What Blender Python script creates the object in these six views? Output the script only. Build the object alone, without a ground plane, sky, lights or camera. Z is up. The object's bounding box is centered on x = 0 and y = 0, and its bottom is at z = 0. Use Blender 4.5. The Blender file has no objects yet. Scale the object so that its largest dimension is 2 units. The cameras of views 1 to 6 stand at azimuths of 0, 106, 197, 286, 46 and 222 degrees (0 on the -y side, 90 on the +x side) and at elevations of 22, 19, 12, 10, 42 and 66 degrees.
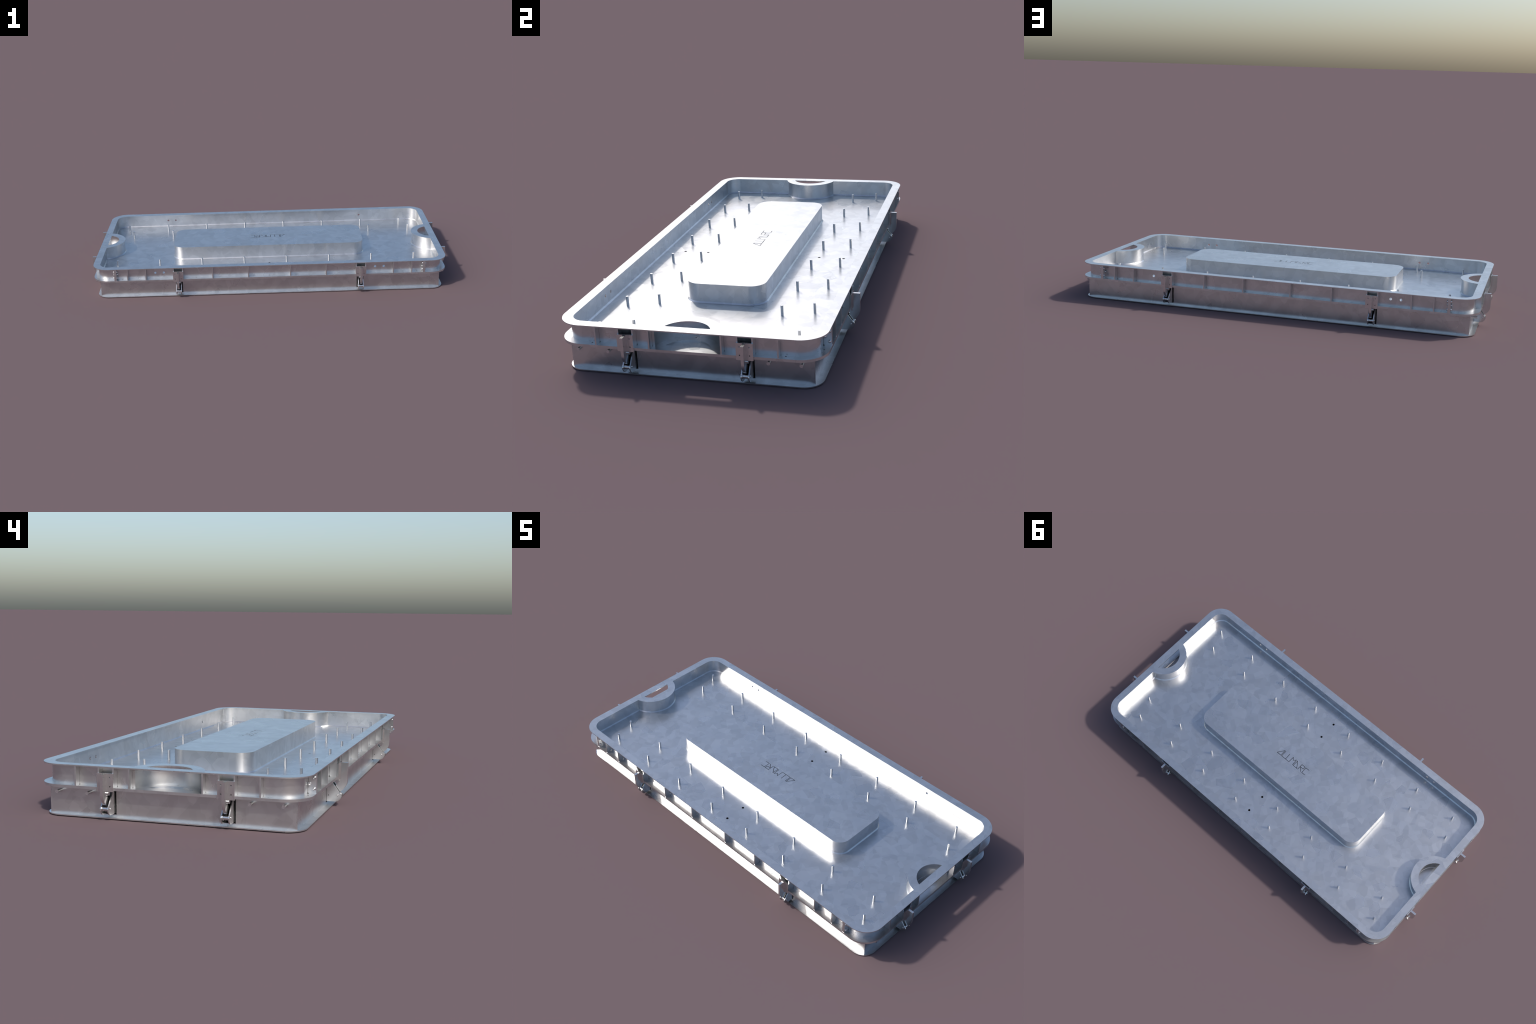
import bpy, bmesh, math, random
from math import sin, cos, pi, sqrt, radians, acos, atan2

random.seed(7)

# ------------------------------------------------------------------ sizes
HX, HY = 0.929, 0.4175          # rim opening half sizes (also faces of the lower box)
R_IN = 0.052                    # corner radius of the rim opening
RIM = 0.0385                    # width of the rim flange
Z_TOP, T_RIM = 0.1722, 0.004
Z_FLOOR = 0.0997                # tray floor
Z_MID0, Z_MID1 = 0.0958, 0.105  # middle flange
WALL_IN, WALL_OUT = 0.007, 0.011
D_CX, D_R, D_HOLE = 0.961, 0.1243, 0.0848   # hand recess: arc centre, radii
BASE_LIP, T_BASE = 0.022, 0.0035

# ------------------------------------------------------------------ materials
def new_mat(name):
    m = bpy.data.materials.new(name)
    m.use_nodes = True
    nt = m.node_tree
    nt.nodes.clear()
    out = nt.nodes.new("ShaderNodeOutputMaterial")
    b = nt.nodes.new("ShaderNodeBsdfPrincipled")
    nt.links.new(b.outputs[0], out.inputs[0])
    return m, nt, b


def galvanised(name, dark, light, rough, rough_var, scale=16.0, bump=0.02):
    """zinc-coated sheet: spangle cells of slightly different tone and gloss"""
    m, nt, b = new_mat(name)
    N, Lk = nt.nodes.new, nt.links.new
    tc = N("ShaderNodeTexCoord")
    warp = N("ShaderNodeTexNoise"); warp.inputs["Scale"].default_value = 9.0
    warp.inputs["Detail"].default_value = 2.0
    Lk(tc.outputs["Object"], warp.inputs["Vector"])
    mixv = N("ShaderNodeMix"); mixv.data_type = 'VECTOR'; mixv.inputs[0].default_value = 0.0
    Lk(tc.outputs["Object"], mixv.inputs[4]); Lk(warp.outputs["Color"], mixv.inputs[5])
    tones = []
    for s, seed in ((scale, 0.0), (scale * 1.9, 3.7)):
        mp = N("ShaderNodeMapping"); mp.inputs["Location"].default_value = (seed, seed * .7, seed * 1.3)
        Lk(mixv.outputs[1], mp.inputs["Vector"])
        v = N("ShaderNodeTexVoronoi"); v.inputs["Scale"].default_value = s
        v.inputs["Randomness"].default_value = 1.0
        Lk(mp.outputs[0], v.inputs["Vector"])
        sep = N("ShaderNodeSeparateColor"); Lk(v.outputs["Color"], sep.inputs[0])
        tones.append(sep)
    add = N("ShaderNodeMix"); add.data_type = 'FLOAT'; add.inputs[0].default_value = 0.5
    Lk(tones[0].outputs[0], add.inputs[2]); Lk(tones[1].outputs[1], add.inputs[3])
    fine = N("ShaderNodeTexNoise"); fine.inputs["Scale"].default_value = 60.0
    fine.inputs["Detail"].default_value = 5.0
    Lk(tc.outputs["Object"], fine.inputs["Vector"])
    add2 = N("ShaderNodeMix"); add2.data_type = 'FLOAT'; add2.inputs[0].default_value = 0.06
    Lk(add.outputs[0], add2.inputs[2]); Lk(fine.outputs["Fac"], add2.inputs[3])
    ramp = N("ShaderNodeValToRGB")
    ramp.color_ramp.elements[0].position = 0.15; ramp.color_ramp.elements[0].color = (*dark, 1)
    ramp.color_ramp.elements[1].position = 0.85; ramp.color_ramp.elements[1].color = (*light, 1)
    Lk(add2.outputs[0], ramp.inputs[0]); Lk(ramp.outputs[0], b.inputs["Base Color"])
    rr = N("ShaderNodeMapRange"); rr.inputs[3].default_value = rough - rough_var
    rr.inputs[4].default_value = rough + rough_var
    Lk(tones[0].outputs[2], rr.inputs[0]); Lk(rr.outputs[0], b.inputs["Roughness"])
    b.inputs["Metallic"].default_value = 0.93
    if bump:
        bp = N("ShaderNodeBump"); bp.inputs["Strength"].default_value = bump
        bp.inputs["Distance"].default_value = 0.002
        Lk(fine.outputs["Fac"], bp.inputs["Height"]); Lk(bp.outputs[0], b.inputs["Normal"])
    return m


def plain_metal(name, col, rough, metal=0.85):
    m, nt, b = new_mat(name)
    tc = nt.nodes.new("ShaderNodeTexCoord")
    n = nt.nodes.new("ShaderNodeTexNoise"); n.inputs["Scale"].default_value = 120.0
    nt.links.new(tc.outputs["Object"], n.inputs["Vector"])
    rp = nt.nodes.new("ShaderNodeValToRGB")
    rp.color_ramp.elements[0].color = (*[c * .9 for c in col], 1)
    rp.color_ramp.elements[1].color = (*[min(1, c * 1.08) for c in col], 1)
    nt.links.new(n.outputs["Fac"], rp.inputs[0]); nt.links.new(rp.outputs[0], b.inputs["Base Color"])
    b.inputs["Metallic"].default_value = metal
    b.inputs["Roughness"].default_value = rough
    return m


M_SHEET = galvanised("galvanised_sheet", (0.59, 0.597, 0.605), (0.70, 0.707, 0.715), 0.29, 0.02, scale=19.0, bump=0)
M_PLATE = plain_metal("zinc_plated_steel", (0.68, 0.68, 0.68), 0.22, 0.93)  # base colour lightened towards the white sun highlight on lever and cheek edges
M_BRIGHT = plain_metal("bright_steel", (0.66, 0.66, 0.67), 0.18, 0.95)
M_STUD = plain_metal("stud_steel", (0.68, 0.69, 0.70), 0.23, 0.92)
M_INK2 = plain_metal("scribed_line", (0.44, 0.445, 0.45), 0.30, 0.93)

# ------------------------------------------------------------------ helpers
COLL = bpy.context.scene.collection


def link(name, mesh, mat, parent):
    o = bpy.data.objects.new(name, mesh)
    COLL.objects.link(o)
    if mat is not None and not mesh.materials:
        mesh.materials.append(mat)
    if parent is not None:
        o.parent = parent
    return o


def finish(me, angle=35):
    me.shade_smooth()
    me.set_sharp_from_angle(angle=radians(angle))
    return me


def plate_mesh(name, outlines, a0, a1, axis='Z'):
    """flat plate: first outline is the edge, others are holes; extruded from a0 to a1.
    axis Z: outlines in (x,y).  axis X: outlines given as (d,z), d outward = -y."""
    cu = bpy.data.curves.new(name, 'CURVE')
    cu.dimensions = '2D'; cu.fill_mode = 'BOTH'
    for pts in outlines:
        sp = cu.splines.new('POLY'); sp.points.add(len(pts) - 1)
        for p, q in zip(sp.points, pts):
            p.co = (q[0], q[1], 0, 1)
        sp.use_cyclic_u = True
    cu.extrude = (a1 - a0) / 2
    ob = bpy.data.objects.new(name + "_tmp", cu)
    COLL.objects.link(ob)
    dg = bpy.context.evaluated_depsgraph_get()
    me = bpy.data.meshes.new_from_object(ob.evaluated_get(dg))
    bpy.data.objects.remove(ob); bpy.data.curves.remove(cu)
    me.name = name
    bm = bmesh.new(); bm.from_mesh(me)
    bmesh.ops.remove_doubles(bm, verts=bm.verts, dist=1e-6)
    mid = (a0 + a1) / 2
    for v in bm.verts:
        x, y, z = v.co
        if axis == 'Z':
            v.co = (x, y, z + mid)
        elif axis == 'X':              # (d,z) profile, thickness across
            v.co = (z + mid, -x, y)
        elif axis == 'Y':              # (w,z) face, thickness outward (-y)
            v.co = (x, -(z + mid), y)
    bmesh.ops.recalc_face_normals(bm, faces=bm.faces)
    bm.to_mesh(me); bm.free()
    return finish(me)


def arc(cx, cy, r, a0, a1, n):
    return [(cx + r * cos(a0 + (a1 - a0) * i / n), cy + r * sin(a0 + (a1 - a0) * i / n)) for i in range(n + 1)]


def round_rect(hx, hy, r, n=20):
    p = []
    for sx, sy, a in ((1, 1, 0), (-1, 1, pi / 2), (-1, -1, pi), (1, -1, 1.5 * pi)):
        p += arc(sx * (hx - r), sy * (hy - r), r, a, a + pi / 2, n)
    return p


def circle(cx, cy, r, n=24):
    return [(cx + r * cos(2 * pi * i / n), cy + r * sin(2 * pi * i / n)) for i in range(n)]


def tray_outline(off, n=20, nd=40):
    """rounded rectangle bitten by a circular hand recess at both short ends"""
    hx, hy, r, rd = HX + off, HY + off, R_IN + off, D_R - off
    th = acos((D_CX - hx) / rd)
    p = []
    p += arc(hx - r, hy - r, r, 0, pi / 2, n)
    p += arc(-(hx - r), hy - r, r, pi / 2, pi, n)
    p += arc(-D_CX, 0, rd, th, -th, nd)
    p += arc(-(hx - r), -(hy - r), r, pi, 1.5 * pi, n)
    p += arc(hx - r, -(hy - r), r, 1.5 * pi, 2 * pi, n)
    p += arc(D_CX, 0, rd, pi + th, pi - th, nd)
    return p


def d_hole():
    th = acos((D_CX - HX) / D_HOLE)
    return arc(D_CX, 0, D_HOLE, pi - th, pi + th, 40)


def loft(name, rings, mat, parent, cap_last=False):
    """rings: list of lists of xyz, same length, closed round"""
    me = bpy.data.meshes.new(name)
    bm = bmesh.new()
    rv = [[bm.verts.new(p) for p in ring] for ring in rings]
    n = len(rings[0])
    for a, b in zip(rv, rv[1:]):
        for i in range(n):
            bm.faces.new((a[i], a[(i + 1) % n], b[(i + 1) % n], b[i]))
    if cap_last:
        bm.faces.new(rv[-1])
    bm.normal_update()
    bm.to_mesh(me); bm.free()
    finish(me, 40)
    return link(name, me, mat, parent)


def at(outline, z):
    return [(x, y, z) for x, y in outline]


def lathe_mesh(name, prof, n=24):
    """revolve (r,z) profile about z; ends closed"""
    me = bpy.data.meshes.new(name); bm = bmesh.new()
    rings = []
    for r, z in prof:
        rings.append([bm.verts.new((r * cos(2 * pi * i / n), r * sin(2 * pi * i / n), z)) for i in range(n)])
    for a, b in zip(rings, rings[1:]):
        for i in range(n):
            bm.faces.new((a[i], a[(i + 1) % n], b[(i + 1) % n], b[i]))
    bm.faces.new(rings[0][::-1]); bm.faces.new(rings[-1])
    bm.to_mesh(me); bm.free()
    return finish(me, 40)


def stroke_mesh(name, paths, width, z0, z1):
    """polylines turned into thin bars (writing)"""
    me = bpy.data.meshes.new(name); bm = bmesh.new()
    h = width / 2
    for path in paths:
        for (x0, y0), (x1, y1) in zip(path, path[1:]):
            L = math.hypot(x1 - x0, y1 - y0)
            ux, uy = (x1 - x0) / L, (y1 - y0) / L
            a = (x0 - ux * h, y0 - uy * h); b = (x1 + ux * h, y1 + uy * h)
            q = [(a[0] - uy * h, a[1] + ux * h), (a[0] + uy * h, a[1] - ux * h),
                 (b[0] + uy * h, b[1] - ux * h), (b[0] - uy * h, b[1] + ux * h)]
            lo = [bm.verts.new((*p, z0)) for p in q]; hi = [bm.verts.new((*p, z1)) for p in q]
            bm.faces.new(hi); bm.faces.new(lo[::-1])
            for i in range(4):
                bm.faces.new((lo[i], lo[(i + 1) % 4], hi[(i + 1) % 4], hi[i]))
            z1 += 0.000004     # overlapping strokes never share a plane
    bmesh.ops.recalc_face_normals(bm, faces=bm.faces)
    bm.to_mesh(me); bm.free()
    return me


# ------------------------------------------------------------------ the thing
root = bpy.data.objects.new("casting_mould", None)
COLL.objects.link(root)
root["label"] = "galvanised steel casting mould tray with latches and studs"
root["category"] = "metal mould"

# rim flange with the two hand openings
link("rim_flange", plate_mesh("rim_flange",
     [round_rect(HX + RIM, HY + RIM, R_IN + RIM), tray_outline(0.0018), d_hole(), [(-x, y) for x, y in d_hole()]],
     Z_TOP - T_RIM, Z_TOP), M_SHEET, root)

# long-side screw holes through the tray wall: the wall is built as a loft, holes cut below
FIL = 0.0047


def quarter(off0, z0, sx, k=1):
    """fillet from wall (off0, z0+FIL) to floor (off0+sx*FIL, z0)"""
    return [(off0 + sx * FIL * (1 - cos(i / k * pi / 2)), z0 + FIL * (1 - sin(i / k * pi / 2))) for i in range(k + 1)]


zw = Z_TOP - T_RIM
prof = [(WALL_OUT, zw), (WALL_IN, zw)] + quarter(WALL_IN, Z_FLOOR, -1)
prof_in = [(WALL_IN - FIL, Z_FLOOR - 0.004)]
prof_out = [(WALL_OUT, Z_FLOOR - 0.004)]
ring_prof = prof + prof_in + prof_out
rings = [at(tray_outline(o), z) for o, z in ring_prof]
wall = loft("tray_wall", rings + [rings[0]], M_SHEET, root)
wall.data.materials.clear()
bm = bmesh.new(); bm.from_mesh(wall.data)
bmesh.ops.remove_doubles(bm, verts=bm.verts, dist=1e-6)
bmesh.ops.recalc_face_normals(bm, faces=bm.faces)
bm.to_mesh(wall.data); bm.free()

# cut screw holes
cut_me = bpy.data.meshes.new("cut"); bm = bmesh.new()
for sx in (-1, 1):
    for sy in (-1, 1):
        for dx in (-0.0233, 0.0233):
            res = bmesh.ops.create_cone(bm, cap_ends=True, segments=24, radius1=0.006, radius2=0.006, depth=0.03)
            for v in res["verts"]:
                x, y, z = v.co
                v.co = (x + sx * 0.600 + dx, z + sy * (HY + 0.0055), y + 0.1365)
bmesh.ops.recalc_face_normals(bm, faces=bm.faces)
bm.to_mesh(cut_me); bm.free()
cut = bpy.data.objects.new("cut", cut_me); COLL.objects.link(cut)
mod = wall.modifiers.new("holes", 'BOOLEAN'); mod.operation = 'DIFFERENCE'; mod.object = cut; mod.solver = 'EXACT'
dg = bpy.context.evaluated_depsgraph_get()
nm = bpy.data.meshes.new_from_object(wall.evaluated_get(dg))
wall.modifiers.clear(); wall.data = nm; nm.materials.clear(); nm.materials.append(M_SHEET); finish(nm, 40); nm.name = "tray_wall"
bpy.data.objects.remove(cut)

# floor with four drain holes
floor_holes = [circle(0.003, y, 0.0058) for y in (-0.3385, -0.238, 0.238, 0.3385)]
link("tray_floor", plate_mesh("tray_floor", [tray_outline(WALL_IN - FIL + 0.001)] + floor_holes,
     Z_FLOOR - 0.0035, Z_FLOOR - 0.0001), M_SHEET, root)

# raised block in the middle
BX, BY, BR, B_CY = 0.5434, 0.1492, 0.056, -0.0004
T_BLK = 0.003


def block_ring(o, z):
    return [(x, y + B_CY, z) for x, y in round_rect(BX + o, BY + o, BR + o)]


bp = [(FIL, Z_FLOOR), (0.0, Z_FLOOR + FIL), (0.0, Z_TOP - T_BLK)]      # weld chamfer at the foot, upright wall
bp += [(-0.003, Z_TOP - T_BLK), (-0.003, Z_FLOOR)]                     # inside of the sheet
block = loft("raised_block", [block_ring(o, z) for o, z in bp], M_SHEET, root)

# lettering on the block, read from the +y side
def flip(paths):
    return [[(-x, -y) for x, y in p] for p in paths]


t, b_ = 0.0185, -0.0165
letters = [
    [(-0.0975, b_), (-0.0725, t), (-0.0715, b_), (-0.0975, b_)],
    [(-0.0665, t), (-0.066, b_), (-0.041, b_)],
    [(-0.040, t), (-0.0385, b_), (-0.0185, b_)],
    [(-0.0147, b_), (-0.0140, t), (-0.0027, 0.006), (0.0087, t), (0.0108, b_)],
    [(0.0162, b_), (0.0166, t), (0.0420, b_), (0.0162, b_)],
    [(0.0479, b_), (0.0482, t), (0.0698, t), (0.0698, 0.0035), (0.0482, 0.0035)],
    [(0.0515, 0.0035), (0.0698, b_)],
    [(0.0972, t), (0.0767, t), (0.0768, b_), (0.0972, b_)],
]
top = link("block_top", plate_mesh("block_top", [[(x, y) for x, y, z in block_ring(0.0, 0)]], Z_TOP - T_BLK, Z_TOP), M_SHEET, block)
cutter = link("cut", stroke_mesh("cut", flip(letters), 0.0026, Z_TOP - 0.008, Z_TOP + 0.004), None, None)
mod = top.modifiers.new("letters", 'BOOLEAN'); mod.operation = 'DIFFERENCE'; mod.object = cutter
mod.solver = 'EXACT'; mod.use_self = True
nm = bpy.data.meshes.new_from_object(top.evaluated_get(bpy.context.evaluated_depsgraph_get()))
top.modifiers.clear(); top.data = nm; nm.name = "block_top"; finish(nm, 30)
nm.materials.clear(); nm.materials.append(M_SHEET)
bpy.data.objects.remove(cutter)
frame = [[(-0.1085, -0.027), (0.1085, -0.027), (0.1085, 0.027), (-0.1085, 0.027), (-0.1085, -0.027)],
         [(-0.1035, -0.027), (-0.1035, 0.027)]]
link("lettering_border", stroke_mesh("lettering_border", flip(frame), 0.0007, Z_TOP - 0.001, Z_TOP + 0.00003), M_INK2, block)

# studs: four staggered rows of eight
stud_me = lathe_mesh("stud", [(0.0051, Z_FLOOR - 0.002), (0.0051, 0.1375)], 20)
stud_me.materials.append(M_STUD)
PITCH = 0.2387
for y, shift in ((0.3425, -0.0200), (0.2345, 0.0190), (-0.2345, -0.0190), (-0.3425, 0.0200)):
    for k in range(8):
        o = link("stud", stud_me, None, root)
        o.location = (shift + (k - 3.5) * PITCH, y, 0)

# middle flange with small screw holes
mid_holes = []
for sy in (-1, 1):
    for x in (0.0, -0.4007, 0.4007, -0.803, 0.803, -0.878, 0.878):
        mid_holes.append(circle(x, sy * 0.4365, 0.0028, 14))
for sx in (-1, 1):
    for y in (-0.3290, 0.3290):
        mid_holes.append(circle(sx * 0.9485, y, 0.0028, 14))
    mid_holes.append(circle(sx * 0.8535, 0, 0.0028, 14))
Z_SEAM = 0.1004
d_holes = [d_hole(), [(-x, y) for x, y in d_hole()]]
link("middle_flange", plate_mesh("middle_flange",
     [round_rect(HX + RIM, HY + RIM, R_IN + RIM), tray_outline(WALL_OUT - 0.002)] + d_holes + mid_holes, Z_SEAM, Z_MID1), M_SHEET, root)
link("box_flange", plate_mesh("box_flange",
     [round_rect(HX + RIM, HY + RIM, R_IN + RIM), tray_outline(WALL_OUT - 0.001)], Z_MID0, Z_SEAM), M_SHEET, root)

# ------------------------------------------------------------------ lower box
LATCH_X, LATCH_Y = 0.4965, 0.2015
T_BOX = 0.004
SLOT_W, SLOT_Z0, SLOT_Z1 = 0.0185, 0.0105, 0.0935


def slot(c):
    return [(c - SLOT_W, SLOT_Z0), (c + SLOT_W, SLOT_Z0), (c + SLOT_W, SLOT_Z1), (c - SLOT_W, SLOT_Z1)]


def rect(x0, z0, x1, z1):
    return [(x0, z0), (x1, z0), (x1, z1), (x0, z1)]


long_me = plate_mesh("box_side_wall", [rect(-HX, T_BASE, HX, Z_MID0), slot(-LATCH_X), slot(LATCH_X)], -T_BOX, 0, 'Y')
end_me = plate_mesh("box_end_wall", [rect(-HY + T_BOX, T_BASE, HY - T_BOX, Z_MID0), slot(-LATCH_Y), slot(LATCH_Y)], -T_BOX, 0, 'Y')
long_me.materials.append(M_SHEET); end_me.materials.append(M_SHEET)
SIDES = {'front': (0, (0, -HY, 0)), 'back': (pi, (0, HY, 0)), 'right': (pi / 2, (HX, 0, 0)), 'left': (-pi / 2, (-HX, 0, 0))}


def place(o, side, w):
    a, (lx, ly, lz) = SIDES[side]
    o.rotation_euler = (0, 0, a)
    o.location = (lx + w * cos(a), ly + w * sin(a), lz)
    return o


for s in ('front', 'back'):
    place(link("box_side_wall", long_me, None, root), s, 0)
for s in ('right', 'left'):
    place(link("box_end_wall", end_me, None, root), s, 0)
link("base_flange", plate_mesh("base_flange", [round_rect(HX + BASE_LIP, HY + BASE_LIP, 0.066)], 0, T_BASE), M_SHEET, root)

# ------------------------------------------------------------------ stiffening ribs
def rib_profile(d1=0.0375):
    d0 = WALL_OUT
    return [(d0 + .0042, Z_MID1), (d1, Z_MID1), (d1, zw), (d0 + .0006, zw), (d0 + .0006, Z_MID1 + .0036)]


rib_me = plate_mesh("rib", [rib_profile()], -0.0025, 0.0025, 'X'); rib_me.materials.append(M_SHEET)
spl_me = plate_mesh("splice_rib", [rib_profile(0.0380)], -0.0063, 0.0063, 'X'); spl_me.materials.append(M_SHEET)
bolt_me = lathe_mesh("bolt_head", [(0.0057, -0.0005), (0.0057, 0.0022), (0.0053, 0.0038), (0.0041, 0.0053), (0.0020, 0.0062)], 18)
bolt_me.materials.append(M_BRIGHT)

for s in ('front', 'back'):
    for w in (0.1145, 0.309, 0.673, 0.7725):
        for sg in (-1, 1):
            place(link("rib", rib_me, None, root), s, sg * w)
    for sg in (-1, 1):
        sp = place(link("splice_rib", spl_me, None, root), s, sg * 0.839)
        for d, z in ((0.0315, 0.1557), (0.0163, 0.1365), (0.0312, 0.1203)):
            for f in (-1, 1):
                bo = link("bolt_head", bolt_me, None, sp)
                bo.location = (f * 0.0062, -d, z); bo.rotation_euler = (0, f * pi / 2, 0)
    for c in (-LATCH_X, LATCH_X):
        for e in (-0.0252, 0.0252):
            place(link("rib", rib_me, None, root), s, c + e)
for s in ('right', 'left'):
    for w in (-0.3085, -0.1225, 0.1225, 0.3085):
        place(link("rib", rib_me, None, root), s, w)
    for c in (-LATCH_Y, LATCH_Y):
        for e in (-0.0252, 0.0252):
            place(link("rib", rib_me, None, root), s, c + e)
    # guide pins under the middle flange
pin_me = lathe_mesh("guide_pin", [(0.0058, -0.006), (0.0058, 0.0285)], 20)
pin_me.transform(__import__("mathutils").Matrix.Rotation(pi / 2, 4, 'X'))
pin_me.materials.append(M_STUD)
for s in ('right', 'left'):
    for w in (-0.380, -0.273, 0.273, 0.380):
        o = place(link("guide_pin", pin_me, None, root), s, w)
        o.location.z = 0.080

# ------------------------------------------------------------------ latches
plate_m = plate_mesh("latch", [rect(-0.028, 0.0928, 0.028, 0.1515)] +
                     [circle(x, z, 0.0021, 12) for x in (-0.0165, 0.0165) for z in (0.1095, 0.1383)], 0.0380, 0.0440, 'Y')
plate_m.materials.append(M_PLATE)


def smooth_curve(pts, n=6):
    out = []
    for i in range(len(pts) - 1):
        p0 = pts[max(i - 1, 0)]; p1 = pts[i]; p2 = pts[i + 1]; p3 = pts[min(i + 2, len(pts) - 1)]
        for k in range(n):
            u = k / n
            out.append(tuple(0.5 * (2 * p1[j] + (p2[j] - p0[j]) * u + (2 * p0[j] - 5 * p1[j] + 4 * p2[j] - p3[j]) * u * u
                                    + (3 * p1[j] - p0[j] - 3 * p2[j] + p3[j]) * u ** 3) for j in (0, 1)))
    return out + [pts[-1]]


outer = smooth_curve([(0.0710, 0.097), (0.0690, 0.078), (0.0612, 0.0638), (0.0513, 0.0530), (0.0445, 0.0480)])
inner = smooth_curve([(0.0285, 0.0690), (0.0370, 0.0775), (0.0405, 0.0860), (0.0415, 0.097)])
lever_prof = [(0.0440, 0.1515), (0.0710, 0.1515)] + outer + inner + [(0.0415, 0.1000), (0.0440, 0.1020)]
lever_m = plate_mesh("latch_lever", [lever_prof], -0.0049, 0.0049, 'X'); lever_m.materials.append(M_PLATE)

round_nose = smooth_curve([(0.0335, 0.0155), (0.0415, 0.0175), (0.0500, 0.0262), (0.0538, 0.0360), (0.0515, 0.0425), (0.0468, 0.0462)])
cheek_prof = [(-0.010, 0.0155)] + round_nose + [(0.0100, 0.0963), (-0.010, 0.0963)]
cheek_m = plate_mesh("latch_cheek", [cheek_prof, circle(0.0078, 0.0370, 0.0019, 12)], -0.002, 0.002, 'X'); cheek_m.materials.append(M_PLATE)
roller_m = lathe_mesh("latch_roller", [(0.0085, -0.0105), (0.0085, -0.0085), (0.0070, -0.0075), (0.0070, 0.0075), (0.0085, 0.0085), (0.0085, 0.0105)], 24)
barrel_m = lathe_mesh("latch_barrel", [(0.0072, -0.0102), (0.0072, 0.0102)], 20)
rivet_m = lathe_mesh("rivet", [(0.0032, -0.001), (0.0032, 0.0010), (0.0024, 0.0022), (0.0010, 0.0030)], 16)
for m_ in (roller_m, barrel_m, rivet_m):
    m_.materials.append(M_BRIGHT)


def latch(side, w):
    base = place(link("latch", plate_m, None, root), side, w)
    link("latch_lever", lever_m, None, base)
    for sg in (-1, 1):
        o = link("latch_cheek", cheek_m, None, base); o.location.x = sg * 0.0125
        r = link("rivet", rivet_m, None, base)
        r.location = (sg * 0.0145, -0.0395, 0.0376); r.rotation_euler = (0, sg * pi / 2, 0)
    o = link("latch_roller", roller_m, None, base)
    o.location = (0, -0.0412, 0.0360); o.rotation_euler = (0, pi / 2, 0)
    o = link("latch_barrel", barrel_m, None, base)
    o.location = (0, -0.0360, 0.0866); o.rotation_euler = (0, pi / 2, 0)


for s in ('front', 'back'):
    for c in (-LATCH_X, LATCH_X):
        latch(s, c)
for s in ('right', 'left'):
    for c in (-LATCH_Y, LATCH_Y):
        latch(s, c)
